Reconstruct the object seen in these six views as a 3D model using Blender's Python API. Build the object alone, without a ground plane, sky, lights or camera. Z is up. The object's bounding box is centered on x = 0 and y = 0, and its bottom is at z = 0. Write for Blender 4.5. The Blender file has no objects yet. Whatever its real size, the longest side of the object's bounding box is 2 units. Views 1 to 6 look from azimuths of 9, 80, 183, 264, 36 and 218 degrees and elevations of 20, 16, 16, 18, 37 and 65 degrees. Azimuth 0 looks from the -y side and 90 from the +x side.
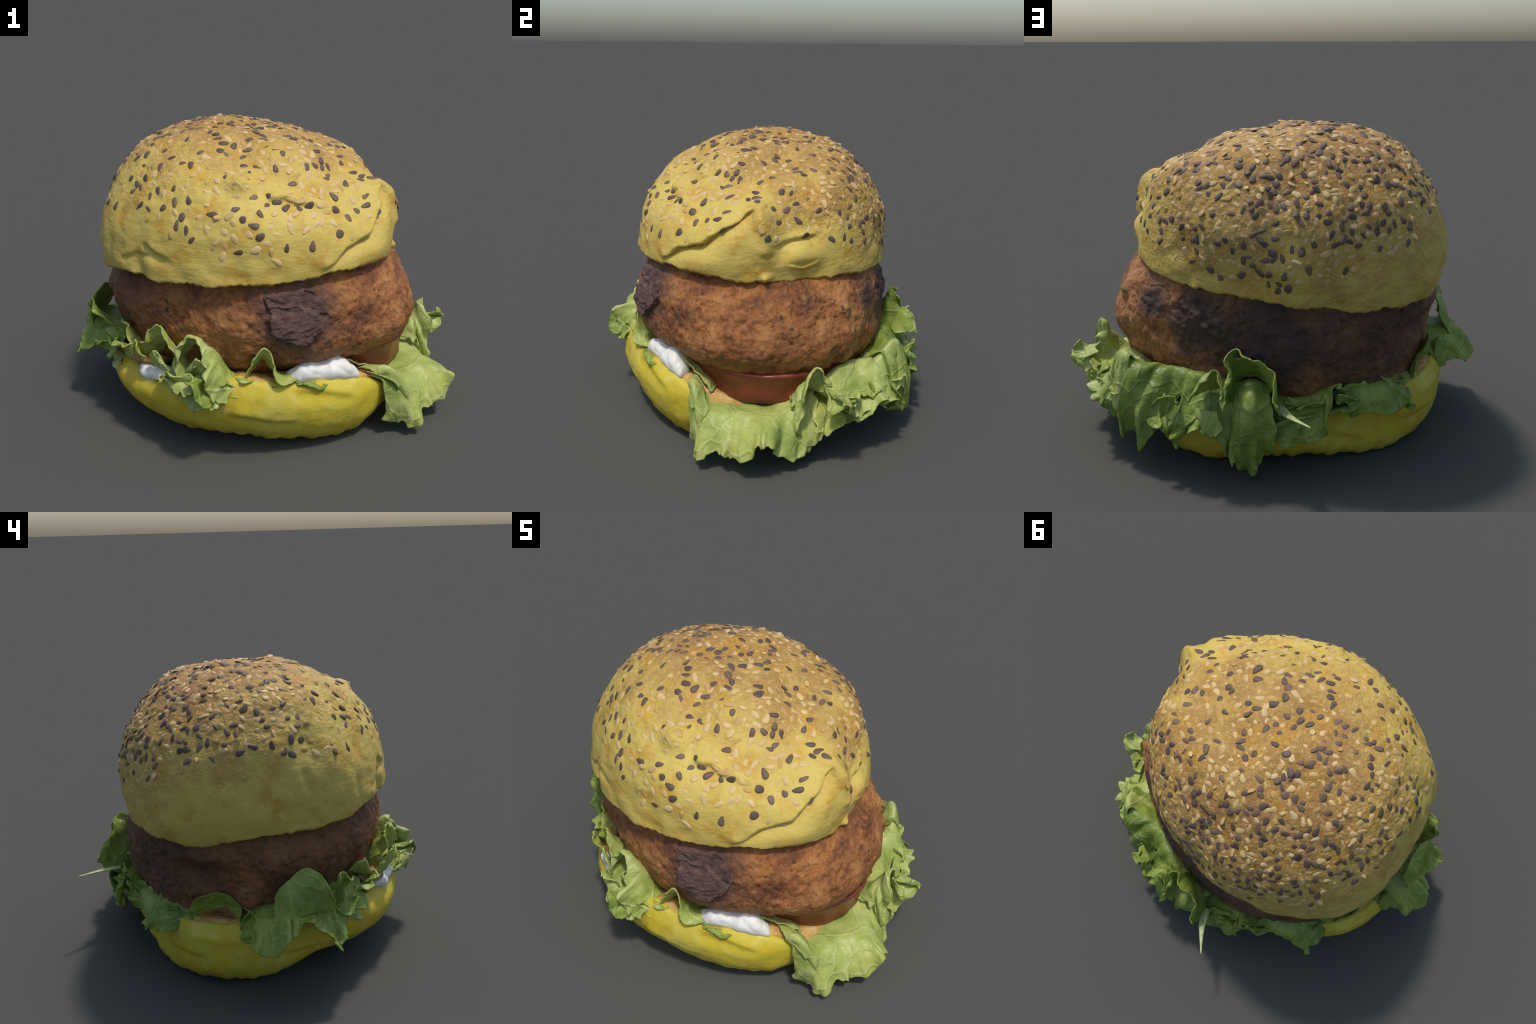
# A vegetable burger: seeded bun crown, tilted patty, frilly lettuce, tomato,
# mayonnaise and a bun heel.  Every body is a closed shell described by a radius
# profile per azimuth (azimuth 0 = -y, 90 = +x) around its own centre.
import bpy, math, random
import numpy as np
from mathutils import Vector, Matrix

rng = np.random.default_rng(7)
random.seed(7)

# ------------------------------------------------------------------ numeric helpers
_perm = np.random.default_rng(11).permutation(256)
_perm = np.concatenate([_perm, _perm, _perm])
_grad = np.random.default_rng(12).normal(size=(256, 3))
_grad /= np.linalg.norm(_grad, axis=1, keepdims=True)


def noise(p, scale=1.0, seed=0.0):
    """Gradient noise, about -0.6..0.6, at points p (...,3)."""
    q = np.asarray(p, float) * scale + np.array([seed * 17.3, seed * 9.1, seed * 5.7]) + 64.5
    i = np.floor(q).astype(int)
    f = q - i
    w = f * f * f * (f * (f * 6 - 15) + 10)
    i &= 255
    out = 0
    for a in (0, 1):
        for b in (0, 1):
            for c in (0, 1):
                h = _perm[_perm[_perm[i[..., 0] + a] + i[..., 1] + b] + i[..., 2] + c]
                g = (_grad[h] * (f - np.array([a, b, c]))).sum(-1)
                out = out + g * (w[..., 0] if a else 1 - w[..., 0]) * (w[..., 1] if b else 1 - w[..., 1]) * (w[..., 2] if c else 1 - w[..., 2])
    return out


def fbm(p, scale, octaves=3, seed=0.0):
    return sum(noise(p, scale * 2 ** k, seed + k) * 0.5 ** k for k in range(octaves))


def cellular(p, scale, seed=0.0):
    """Distance to the nearest jittered cell point (0..~1)."""
    q = np.asarray(p, float) * scale + seed * 3.7 + 64
    i = np.floor(q).astype(int)
    best = np.full(q.shape[:-1], 9.0)
    for a in (-1, 0, 1):
        for b in (-1, 0, 1):
            for c in (-1, 0, 1):
                k = (i + np.array([a, b, c])) & 255
                h = _perm[_perm[_perm[k[..., 0]] + k[..., 1]] + k[..., 2]]
                pt = i + np.array([a, b, c]) + 0.5 + 0.45 * _grad[h]
                best = np.minimum(best, np.linalg.norm(q - pt, axis=-1))
    return best


def smooth(a, b, x):
    t = np.clip((x - a) / (b - a), 0, 1)
    return t * t * (3 - 2 * t)


def periodic_weights(theta, n):
    W = np.zeros((len(theta), n))
    p = np.mod(theta, 2 * np.pi) / (2 * np.pi) * n
    i = np.floor(p).astype(int)
    f = p - i
    for k, w in zip((-1, 0, 1, 2), (-.5 * f + f ** 2 - .5 * f ** 3, 1 - 2.5 * f ** 2 + 1.5 * f ** 3, .5 * f + 2 * f ** 2 - 1.5 * f ** 3, -.5 * f ** 2 + .5 * f ** 3)):
        np.add.at(W, (np.arange(len(theta)), (i + k) % n), w)
    return W


def profile_weights(x, nodes):
    nodes = np.asarray(nodes, float)
    n = len(nodes)
    x = np.clip(x, nodes[0], nodes[-1])
    W = np.zeros((len(x), n))
    i = np.clip(np.searchsorted(nodes, x) - 1, 0, n - 2)
    h = nodes[i + 1] - nodes[i]
    f = (x - nodes[i]) / h
    r = np.arange(len(x))
    W[r, i] += 1 - 3 * f ** 2 + 2 * f ** 3
    W[r, i + 1] += 3 * f ** 2 - 2 * f ** 3
    for j, c in ((i, (f - 2 * f ** 2 + f ** 3) * h), (i + 1, (-f ** 2 + f ** 3) * h)):
        a, b = np.clip(j - 1, 0, n - 1), np.clip(j + 1, 0, n - 1)
        d = nodes[b] - nodes[a]
        W[r, b] += c / d
        W[r, a] -= c / d
    return W


def ring_interp(theta_deg, table):
    """Linear periodic interpolation of (azimuth, value) pairs."""
    t = np.array(table, float)
    return np.interp(np.mod(theta_deg, 360), t[:, 0], t[:, 1], period=360)


def polar(az, r, z):
    a = np.radians(az)
    return np.stack([r * np.sin(a), -r * np.cos(a), z + 0 * r], -1)


def fold(dist, side, over, under, soft=.7):
    """Blend of two offsets across a fold line, with a short soft step between them."""
    k = .5 * (1 + np.tanh(side * dist / soft))
    return over * k + under * (1 - k)


def near_line(az, ph, pts):
    """Angular distance (deg) to a polyline in (azimuth, elevation), the signed side, and place along it."""
    best = np.full(az.shape, 1e3)
    side = np.zeros(az.shape)
    along = np.zeros(az.shape)
    n = len(pts) - 1
    for k, ((a0, p0), (a1, p1)) in enumerate(zip(pts[:-1], pts[1:])):
        dx, dy = a1 - a0, p1 - p0
        ax = (az - a0 + 180) % 360 - 180
        ay = ph - p0
        t = np.clip((ax * dx + ay * dy) / (dx * dx + dy * dy), 0, 1)
        ex, ey = ax - t * dx, ay - t * dy
        d = np.hypot(ex, ey)
        s = np.sign(dx * ey - dy * ex)
        m = d < best
        best = np.where(m, d, best)
        side = np.where(m, s, side)
        along = np.where(m, (k + t) / n, along)
    return best, side, along


# ------------------------------------------------------------------ object helpers
def empty(name):
    o = bpy.data.objects.new(name, None)
    bpy.context.scene.collection.objects.link(o)
    return o


def add_mesh(name, verts, faces, mat, parent, flat=False):
    me = bpy.data.meshes.new(name)
    me.from_pydata([tuple(v) for v in np.asarray(verts, float)], [], faces)
    me.validate()
    if not flat:
        me.polygons.foreach_set("use_smooth", [True] * len(me.polygons))
    me.materials.append(mat)
    o = bpy.data.objects.new(name, me)
    bpy.context.scene.collection.objects.link(o)
    o.parent = parent
    return o


def grid_faces(nu, nv, wrap):
    f = []
    for i in range(nu if wrap else nu - 1):
        j = (i + 1) % nu
        for k in range(nv - 1):
            f.append((i * nv + k, j * nv + k, j * nv + k + 1, i * nv + k + 1))
    return f


def closed_shell(P):
    """Faces and vertices for a wrapped grid P (nu,nv,3) with both end rows fanned shut."""
    nu, nv, _ = P.shape
    f = grid_faces(nu, nv, True)
    V = P.reshape(-1, 3)
    a, b = len(V), len(V) + 1
    V = np.concatenate([V, P[:, 0].mean(0)[None], P[:, -1].mean(0)[None]])
    for i in range(nu):
        j = (i + 1) % nu
        f.append((a, j * nv, i * nv))
        f.append((b, i * nv + nv - 1, j * nv + nv - 1))
    return V, f


# ------------------------------------------------------------------ material helpers
class Nodes:
    def __init__(self, name):
        self.mat = bpy.data.materials.new(name)
        self.mat.use_nodes = True
        self.t = self.mat.node_tree
        self.t.nodes.clear()
        self.out = self.t.nodes.new("ShaderNodeOutputMaterial")
        self.tc = self.t.nodes.new("ShaderNodeTexCoord")
        self.obj = self.tc.outputs["Object"]

    def n(self, kind, **kw):
        nd = self.t.nodes.new("ShaderNode" + kind)
        for k, v in kw.items():
            setattr(nd, k, v)
        return nd

    def link(self, a, b):
        self.t.links.new(a, b)

    def put(self, sock, v):
        if hasattr(v, "is_linked") or hasattr(v, "links"):
            self.link(v, sock)
        else:
            sock.default_value = v

    def noise(self, scale, detail=4, rough=0.55, vec=None, dist=0.0, stretch=None):
        v = vec or self.obj
        if stretch:
            m = self.n("Mapping")
            m.inputs["Scale"].default_value = stretch
            self.link(v, m.inputs["Vector"])
            v = m.outputs[0]
        nd = self.n("TexNoise")
        self.link(v, nd.inputs["Vector"])
        nd.inputs["Scale"].default_value = scale
        nd.inputs["Detail"].default_value = detail
        nd.inputs["Roughness"].default_value = rough
        nd.inputs["Distortion"].default_value = dist
        return nd.outputs["Fac"]

    def voronoi(self, scale, feature="F1", vec=None, out="Distance", rand=1.0):
        nd = self.n("TexVoronoi", feature=feature)
        self.link(vec or self.obj, nd.inputs["Vector"])
        nd.inputs["Scale"].default_value = scale
        nd.inputs["Randomness"].default_value = rand
        return nd.outputs[out]

    def ramp(self, fac, stops, interp="LINEAR"):
        nd = self.n("ValToRGB")
        nd.color_ramp.interpolation = interp
        e = nd.color_ramp.elements
        while len(e) < len(stops):
            e.new(0.5)
        for s, (p, c) in zip(e, stops):
            s.position = p
            s.color = (c, c, c, 1) if isinstance(c, (int, float)) else (*c, 1)
        self.link(fac, nd.inputs["Fac"])
        return nd.outputs["Color"]

    def mix(self, fac, a, b, mode="MIX"):
        nd = self.n("Mix", data_type="RGBA", blend_type=mode)
        self.put(nd.inputs[0], fac)
        self.put(nd.inputs[6], a if not isinstance(a, tuple) else (*a, 1))
        self.put(nd.inputs[7], b if not isinstance(b, tuple) else (*b, 1))
        return nd.outputs[2]

    def math(self, op, a, b=0.0, c=0.0, clamp=False):
        nd = self.n("Math", operation=op, use_clamp=clamp)
        for s, v in zip(nd.inputs, (a, b, c)):
            self.put(s, v)
        return nd.outputs[0]

    def warp(self, amount, scale):
        """Object coordinates pushed about by coloured noise."""
        nd = self.n("TexNoise")
        self.link(self.obj, nd.inputs["Vector"])
        nd.inputs["Scale"].default_value = scale
        a = self.n("VectorMath", operation="MULTIPLY_ADD")
        self.link(nd.outputs["Color"], a.inputs[0])
        a.inputs[1].default_value = (amount,) * 3
        self.link(self.obj, a.inputs[2])
        return a.outputs[0]

    def axis(self, k):
        s = self.n("SeparateXYZ")
        self.link(self.obj, s.inputs[0])
        return s.outputs[k]

    def blob(self, centre, radius, soft=0.3, wob=0.06, scale=9):
        """1 inside a wobbly ball of matter, 0 outside."""
        v = self.warp(wob * 2, scale)
        d = self.n("VectorMath", operation="DISTANCE")
        self.link(v, d.inputs[0])
        d.inputs[1].default_value = tuple(c + wob for c in centre)
        m = self.n("MapRange", interpolation_type="SMOOTHSTEP")
        self.link(d.outputs["Value"], m.inputs["Value"])
        m.inputs["From Min"].default_value = radius * (1 + soft)
        m.inputs["From Max"].default_value = radius * (1 - soft)
        return m.outputs[0]

    def bump(self, height, strength, distance, prev=None):
        b = self.n("Bump")
        b.inputs["Strength"].default_value = strength
        b.inputs["Distance"].default_value = distance
        self.link(height, b.inputs["Height"])
        if prev:
            self.link(prev, b.inputs["Normal"])
        return b.outputs[0]

    def finish(self, color, rough=0.6, normal=None, spec=0.3, translucent=0.0, **kw):
        p = self.n("BsdfPrincipled")
        self.put(p.inputs["Base Color"], color if not isinstance(color, tuple) else (*color, 1))
        self.put(p.inputs["Roughness"], rough)
        p.inputs["Specular IOR Level"].default_value = spec
        for k, v in kw.items():
            self.put(p.inputs[k], v)
        if normal:
            self.link(normal, p.inputs["Normal"])
        s = p.outputs[0]
        if translucent:
            t = self.n("BsdfTranslucent")
            self.put(t.inputs["Color"], color)
            if normal:
                self.link(normal, t.inputs["Normal"])
            m = self.n("MixShader")
            m.inputs[0].default_value = translucent
            self.link(s, m.inputs[1])
            self.link(t.outputs[0], m.inputs[2])
            s = m.outputs[0]
        self.link(s, self.out.inputs["Surface"])
        return self.mat


def bun_crown_material():
    m = Nodes("baked_crust")
    # browner toward the top and the far (+y) side
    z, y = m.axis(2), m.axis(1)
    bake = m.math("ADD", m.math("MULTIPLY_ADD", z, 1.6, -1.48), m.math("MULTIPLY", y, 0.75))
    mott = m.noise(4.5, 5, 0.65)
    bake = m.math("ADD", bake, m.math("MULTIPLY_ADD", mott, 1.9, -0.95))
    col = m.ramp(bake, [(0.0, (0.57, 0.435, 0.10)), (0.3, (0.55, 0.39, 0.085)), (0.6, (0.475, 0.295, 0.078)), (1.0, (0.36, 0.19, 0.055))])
    col = m.mix(m.ramp(m.noise(8, 5, 0.65), [(0.50, 0), (0.68, 0.8)]), col, (0.50, 0.265, 0.03))
    rough_mask = m.ramp(bake, [(0.1, 0.1), (0.7, 1.0)])
    flour = m.math("MULTIPLY", m.ramp(m.noise(60, 4, 0.65), [(0.54, 0), (0.68, 0.55)]), rough_mask)
    col = m.mix(flour, col, (0.68, 0.52, 0.22))
    dark = m.math("MULTIPLY", m.ramp(m.noise(48, 4, 0.65), [(0.60, 0), (0.72, 0.45)]), rough_mask)
    col = m.mix(dark, col, (0.33, 0.17, 0.035))
    pits = m.ramp(m.voronoi(34), [(0.05, 0.7), (0.12, 0)])
    pits = m.mix(m.ramp(m.noise(11, 2), [(0.50, 0), (0.6, 1)]), (0, 0, 0), pits)
    col = m.mix(pits, col, (0.28, 0.15, 0.04))
    h = m.math("MULTIPLY", m.noise(36, 5, 0.65, dist=0.4), rough_mask)
    n = m.bump(h, 0.9, 0.018)
    n = m.bump(m.noise(14, 5, 0.6, stretch=(1, 1, 2.2)), 0.22, 0.03, n)
    n = m.bump(m.noise(90, 3, 0.6), 0.15, 0.006, n)
    return m.finish(col, 0.6, n, 0.3)


def bun_heel_material():
    m = Nodes("yellow_crust")
    col = m.ramp(m.noise(3.5, 5, 0.6), [(0.3, (0.46, 0.32, 0.022)), (0.5, (0.53, 0.42, 0.03)), (0.72, (0.56, 0.48, 0.085))])
    col = m.mix(m.ramp(m.noise(13, 4), [(0.55, 0), (0.75, 0.5)]), col, (0.62, 0.52, 0.15))
    col = m.mix(m.ramp(m.noise(5, 5, 0.7), [(0.58, 0), (0.75, 0.55)]), col, (0.47, 0.27, 0.035))
    col = m.mix(m.ramp(m.voronoi(26), [(0.04, 0.5), (0.1, 0)]), col, (0.38, 0.24, 0.02))
    n = m.bump(m.noise(12, 5, 0.6), 0.25, 0.02)
    n = m.bump(m.noise(75, 3), 0.2, 0.006, n)
    return m.finish(col, 0.55, n, 0.3)


def toasted_crumb_material():
    m = Nodes("toasted_crumb")
    col = m.ramp(m.noise(14, 5, 0.65), [(0.3, (0.42, 0.19, 0.05)), (0.5, (0.58, 0.33, 0.09)), (0.7, (0.68, 0.50, 0.22))])
    n = m.bump(m.noise(40, 5, 0.7), 0.7, 0.02)
    return m.finish(col, 0.8, n, 0.2)


def patty_material():
    m = Nodes("fried_patty")
    col = m.ramp(m.noise(5.5, 7, 0.66, dist=0.3), [(0.30, (0.105, 0.038, 0.017)), (0.43, (0.24, 0.086, 0.026)), (0.55, (0.40, 0.155, 0.040)), (0.70, (0.50, 0.245, 0.078))])
    grain = m.noise(42, 5, 0.7)
    col = m.mix(m.ramp(grain, [(0.52, 0), (0.66, 0.7)]), col, (0.45, 0.21, 0.075))
    col = m.mix(m.ramp(grain, [(0.34, 0.75), (0.46, 0)]), col, (0.10, 0.036, 0.018))
    chips = m.mix(m.ramp(m.noise(3.7, 2), [(0.46, 0), (0.52, 1)]), (0, 0, 0), m.ramp(m.voronoi(15, vec=m.warp(0.05, 20)), [(0.14, 0.85), (0.22, 0)]))
    col = m.mix(chips, col, (0.045, 0.04, 0.038))
    left = m.blob((-0.66, -0.25, 0.72), 0.42, 0.45, 0.08, 5)
    col = m.mix(m.math("MULTIPLY", left, 0.5), col, (0.10, 0.042, 0.024))
    halo = m.blob((0.24, -0.64, 0.70), 0.20, 0.35, 0.07, 14)
    col = m.mix(m.math("MULTIPLY", halo, 0.7), col, (0.11, 0.058, 0.042))
    char = m.blob((0.30, 0.60, 0.66), 0.17, 0.3, 0.07, 11)
    char = m.math("MAXIMUM", char, m.blob((-0.03, 0.66, 0.60), 0.24, 0.4, 0.08, 8))
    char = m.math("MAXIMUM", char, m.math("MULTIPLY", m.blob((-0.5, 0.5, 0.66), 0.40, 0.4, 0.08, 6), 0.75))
    char = m.math("MAXIMUM", char, m.blob((0.50, 0.44, 0.72), 0.09, 0.5, 0.06, 14))
    col = m.mix(m.math("MULTIPLY", char, 0.85), col, (0.030, 0.023, 0.024))
    n = m.bump(m.noise(24, 7, 0.72), 0.8, 0.022)
    n = m.bump(grain, 0.6, 0.010, n)
    rough = m.math("MULTIPLY_ADD", m.noise(20, 3), 0.4, 0.30)
    return m.finish(col, rough, n, 0.4)


def char_material():
    m = Nodes("charred_meat")
    col = m.ramp(m.noise(16, 6, 0.7, stretch=(1, 1, 2)), [(0.3, (0.055, 0.031, 0.025)), (0.5, (0.13, 0.071, 0.054)), (0.72, (0.24, 0.130, 0.095))])
    core = m.blob((0.235, -0.65, 0.70), 0.155, 0.22, 0.05, 16)
    col = m.mix(core, (0.20, 0.080, 0.034), col)
    n = m.bump(m.noise(34, 6, 0.7, stretch=(1, 1, 2.2), dist=0.6), 0.9, 0.02)
    return m.finish(col, 0.6, n, 0.35)


def char_material():
    m = Nodes("charred_meat")
    col = m.ramp(m.noise(16, 6, 0.7, stretch=(1, 1, 2)), [(0.3, (0.055, 0.031, 0.026)), (0.5, (0.125, 0.070, 0.058)), (0.72, (0.23, 0.125, 0.095))])
    n = m.bump(m.noise(34, 6, 0.7, stretch=(1, 1, 2.2), dist=0.6), 0.9, 0.02)
    return m.finish(col, 0.6, n, 0.35)


def leaf_material(name, dark, mid, pale, vein):
    m = Nodes(name)
    col = m.ramp(m.noise(6.0, 6, 0.68, dist=0.3), [(0.32, dark), (0.5, mid), (0.68, pale)])
    col = m.mix(m.ramp(m.noise(3.0, 3), [(0.5, 0), (0.7, 0.6)]), col, tuple(c * k for c, k in zip(mid, (1.12, 1.0, 0.6))))
    lines = m.voronoi(6.5, "DISTANCE_TO_EDGE", vec=m.warp(0.12, 5))
    col = m.mix(m.ramp(lines, [(0.0, 0.5), (0.026, 0)]), col, vein)
    fine = m.voronoi(24, "DISTANCE_TO_EDGE", vec=m.warp(0.04, 16))
    col = m.mix(m.ramp(fine, [(0.0, 0.16), (0.05, 0)]), col, vein)
    col = m.mix(m.ramp(m.noise(6.1, 4, 0.7), [(0.66, 0), (0.76, 0.55)]), col, (0.40, 0.34, 0.12))
    n = m.bump(m.ramp(lines, [(0.0, 1), (0.06, 0)]), 0.35, 0.010)
    n = m.bump(m.ramp(fine, [(0.0, 0), (0.12, 1)]), 0.16, 0.005, n)
    n = m.bump(m.noise(18, 4), 0.35, 0.015, n)
    return m.finish(col, 0.42, n, 0.4, translucent=0.25)


def stem_material():
    m = Nodes("pale_stem")
    col = m.ramp(m.noise(30, 3, stretch=(4, 1, 4)), [(0.35, (0.30, 0.38, 0.12)), (0.65, (0.50, 0.54, 0.27))])
    return m.finish(col, 0.45, m.bump(m.noise(40, 3), 0.2, 0.005), 0.4)


def tomato_material():
    m = Nodes("tomato_flesh")
    col = m.ramp(m.noise(5, 4), [(0.3, (0.095, 0.018, 0.009)), (0.55, (0.20, 0.040, 0.016)), (0.75, (0.28, 0.068, 0.028))])
    n = m.bump(m.noise(8, 4, stretch=(1, 1, 0.4)), 0.35, 0.03)
    return m.finish(col, 0.34, n, 0.5)


def sauce_material():
    m = Nodes("mayonnaise_cream")
    col = m.ramp(m.noise(7, 3), [(0.3, (0.66, 0.66, 0.60)), (0.7, (0.76, 0.75, 0.69))])
    n = m.bump(m.noise(9, 3), 0.25, 0.03)
    return m.finish(col, 0.45, n, 0.4, **{"Subsurface Weight": 0.15, "Subsurface Radius": (0.02, 0.02, 0.02)})


def onion_material():
    m = Nodes("browned_onion")
    col = m.ramp(m.noise(9, 4), [(0.3, (0.25, 0.13, 0.035)), (0.6, (0.42, 0.25, 0.09)), (0.8, (0.52, 0.38, 0.18))])
    return m.finish(col, 0.45, m.bump(m.noise(16, 4), 0.5, 0.02), 0.4)


def seed_material(name, c0, c1, c2, rough):
    m = Nodes(name)
    info = m.n("ObjectInfo")
    rnd = m.math("ADD", m.math("MULTIPLY", info.outputs["Random"], 0.75), m.math("MULTIPLY", m.noise(60, 3), 0.3))
    col = m.ramp(rnd, [(0.1, c0), (0.5, c1), (0.9, c2)])
    n = m.bump(m.noise(150, 2), 0.25, 0.003)
    return m.finish(col, rough, n, 0.35)


MAT = dict(
    crown=bun_crown_material(), heel=bun_heel_material(), crumb=toasted_crumb_material(),
    patty=patty_material(), char=char_material(),
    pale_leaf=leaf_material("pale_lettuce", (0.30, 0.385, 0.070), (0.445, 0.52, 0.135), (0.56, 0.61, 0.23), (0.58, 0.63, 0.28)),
    green_leaf=leaf_material("green_lettuce", (0.13, 0.20, 0.022), (0.25, 0.34, 0.055), (0.40, 0.48, 0.11), (0.42, 0.50, 0.16)),  # deeper green holds baked-in shading of the back and left leaves
    stem=stem_material(), tomato=tomato_material(), sauce=sauce_material(), onion=onion_material(),
    black=seed_material("black_sesame", (0.080, 0.055, 0.041), (0.115, 0.079, 0.056), (0.175, 0.110, 0.068), 0.55),
    white=seed_material("white_sesame", (0.43, 0.255, 0.075), (0.51, 0.33, 0.112), (0.62, 0.455, 0.21), 0.55),
)

burger = empty("veggie_burger")
burger["label"] = "seeded bun burger with brown patty, frilly lettuce, tomato and mayonnaise"
burger["category"] = "burger"

# ------------------------------------------------------------------ bun crown
CROWN_C = np.array([-0.05, 0.02, 0.98])
CROWN_LEVELS = [-25, -8, 10, 28, 48, 68, 90]          # elevation of each profile knot, degrees
CROWN_APEX = .434
CROWN_PROFILE = [
    (.812, .734, .689, .610, .497, .487), (.786, .733, .682, .571, .523, .467),
    (.775, .759, .695, .561, .530, .458), (.767, .760, .740, .560, .510, .457),
    (.730, .694, .675, .607, .473, .465), (.722, .675, .640, .608, .501, .465),
    (.697, .633, .606, .591, .513, .464), (.668, .620, .609, .576, .524, .466),
    (.670, .629, .609, .573, .536, .476), (.708, .684, .654, .598, .552, .494),
    (.762, .762, .704, .639, .570, .506), (.793, .812, .752, .682, .593, .511),
    (.774, .790, .751, .697, .604, .506), (.813, .814, .754, .695, .589, .502),
    (.834, .789, .729, .656, .572, .500), (.828, .746, .701, .643, .545, .500)]
CROWN_RIM = [-10.1, -9.6, -7.5, -9.3, -11.3, -11.6, -14.5, -15.7, -17.6, -19.3, -18.8, -18.5, -15.5, -13.3, -10.3, -10.8]


TORN_FOLD = [(33, -8), (37, -4), (42, -.5), (48, 2.6), (52, 2.8), (55, 3.4), (60, 8), (66, 12), (70, 15.5), (75, 16.5)]


def crown_relief(az, ph, P):
    """Folds, tears and dents of the squashed crown, as radius offsets."""
    d = np.zeros(az.shape)
    # overhanging fold that runs up to the right, with the recess below it
    dist, side, along = near_line(az, ph, TORN_FOLD)
    wob = 1 + .9 * noise(P, 10, 9)
    ends = smooth(0, .16, along) * smooth(1.0, .90, along)
    d += fold(dist, side, .018 * wob * np.exp(-(dist / 3.2) ** 2), -.034 * np.exp(-(dist / 2.6) ** 2 * .5) * (1 + .8 * noise(P, 8, 12)), .6) * ends
    # upright fold at its right end, then a slot
    dist, side, along = near_line(az, ph, [(75, 17), (76.5, 11), (78.5, 4), (77.5, -2)])
    d += .026 * np.exp(-(dist / 2.8) ** 2) * smooth(1, .8, along)
    dist, side, along = near_line(az, ph, [(83, 21), (85, 12), (86, 5), (84, 0)])
    d += -.026 * np.exp(-(dist / 4.2) ** 2) * smooth(0, .35, along)
    dist, side, along = near_line(az, ph, [(84, 3.5), (90, 4.8), (96, 5.8), (101, 5.5)])
    d += fold(dist, side, .014, -.012) * np.exp(-(dist / 2.4) ** 2) * smooth(1, .7, along)
    # swelling lower right lobe, the crack across it and the small torn tab
    d += .030 * np.exp(-(((az - 90) / 9) ** 2 + ((ph + 2.5) / 5) ** 2))
    dist, side, along = near_line(az, ph, [(88, -5), (92, -6), (97, -4.6)])
    d += fold(dist, side, -.004, .008, .3) * np.exp(-(dist / 1.2) ** 2)
    d += .026 * np.exp(-(((az - 78) / 1.8) ** 2 + ((ph + 9) / 1.4) ** 2))
    d += .012 * noise(P, 20, 19) * np.exp(-(((az - 76) / 7) ** 2 + ((ph + 3) / 7) ** 2))
    # soft swirled dents across the front
    dist, side, along = near_line(az, ph, [(12, 22), (18, 20), (24, 20), (30, 17), (35, 16), (40, 14.2), (46, 11.5)])
    d += fold(dist, side, .016 * np.exp(-((dist - 1.5) / 4) ** 2), -.024 * np.exp(-(dist / 5) ** 2), 1.3) * smooth(0, .2, along) * smooth(1, .75, along) * (1 + 1.0 * noise(P, 7, 10))
    # a knob left of the dents, and the hollow beyond the upright fold
    d += .036 * np.exp(-((((az - 4 + 180) % 360 - 180) / 6) ** 2 + ((ph - 28) / 4.5) ** 2))
    d += -.016 * np.exp(-(((az - 14) / 5) ** 2 + ((ph - 25) / 5) ** 2))
    for a0, p0, sa, sp, amp in ((97, 23, 8, 8, -.034), (54, 12.5, 10, 5, -.028), (75, 15, 5, 5, .026), (82, 27, 7, 5, .020), (62, 40, 9, 7, .022),
                                (350, 48, 12, 8, .022), (221, -4, 10, 9, -.020), (286, -8, 8, 6, -.018), (185, -5, 10, 7, .018), (300, 4, 9, 10, .008), (56, -4, 12, 4.5, .016), (288, 14, 5, 5, -.008), (98, 9, 8, 7, -.028)):
        d += amp * np.exp(-((((az - a0 + 180) % 360 - 180) / sa) ** 2 + ((ph - p0) / sp) ** 2))
    # dents and tears low on the left front
    dist, side, along = near_line(az, ph, [(325, 2), (328, 0), (331, -1.6), (335, -2.8), (340, -3.6)])
    d += fold(dist, side, .007, -.022, .8) * np.exp(-(dist / 2.8) ** 2) * smooth(0, .2, along) * smooth(1, .6, along)
    dist, side, along = near_line(az, ph, [(317, -5), (321, -3.4), (326, -2.8)])
    d += fold(dist, side, .003, -.012, .6) * np.exp(-(dist / 1.8) ** 2)
    dist, side, along = near_line(az, ph, [(323, -4), (323, -7), (325, -12)])
    d += -.020 * np.exp(-(dist / 2.6) ** 2)
    # shallow upright creases on the bare left flank
    for a, p0, p1, dep in ((285, 7, -3, .014), (287, -6, -14, .007), (262, -6, -15, .005), (306, 2, -9, .006), (250, 3, -6, .004)):
        dist, side, along = near_line(az, ph, [(a, p0), (a + 1.0, p1)])
        d += -dep * np.exp(-(dist / 1.5) ** 2) * smooth(0, .3, along) * smooth(1, .6, along)
    # ripples along the lip
    d += .010 * noise(P, 12, 18) * smooth(2, -7, ph)
    # general unevenness
    d += .012 * noise(P, 5.0, 1) + .008 * noise(P, 11.0, 2) + .0055 * fbm(P, 22.0, 3, 3) * smooth(-6, 20, ph) - .008
    return d


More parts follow.
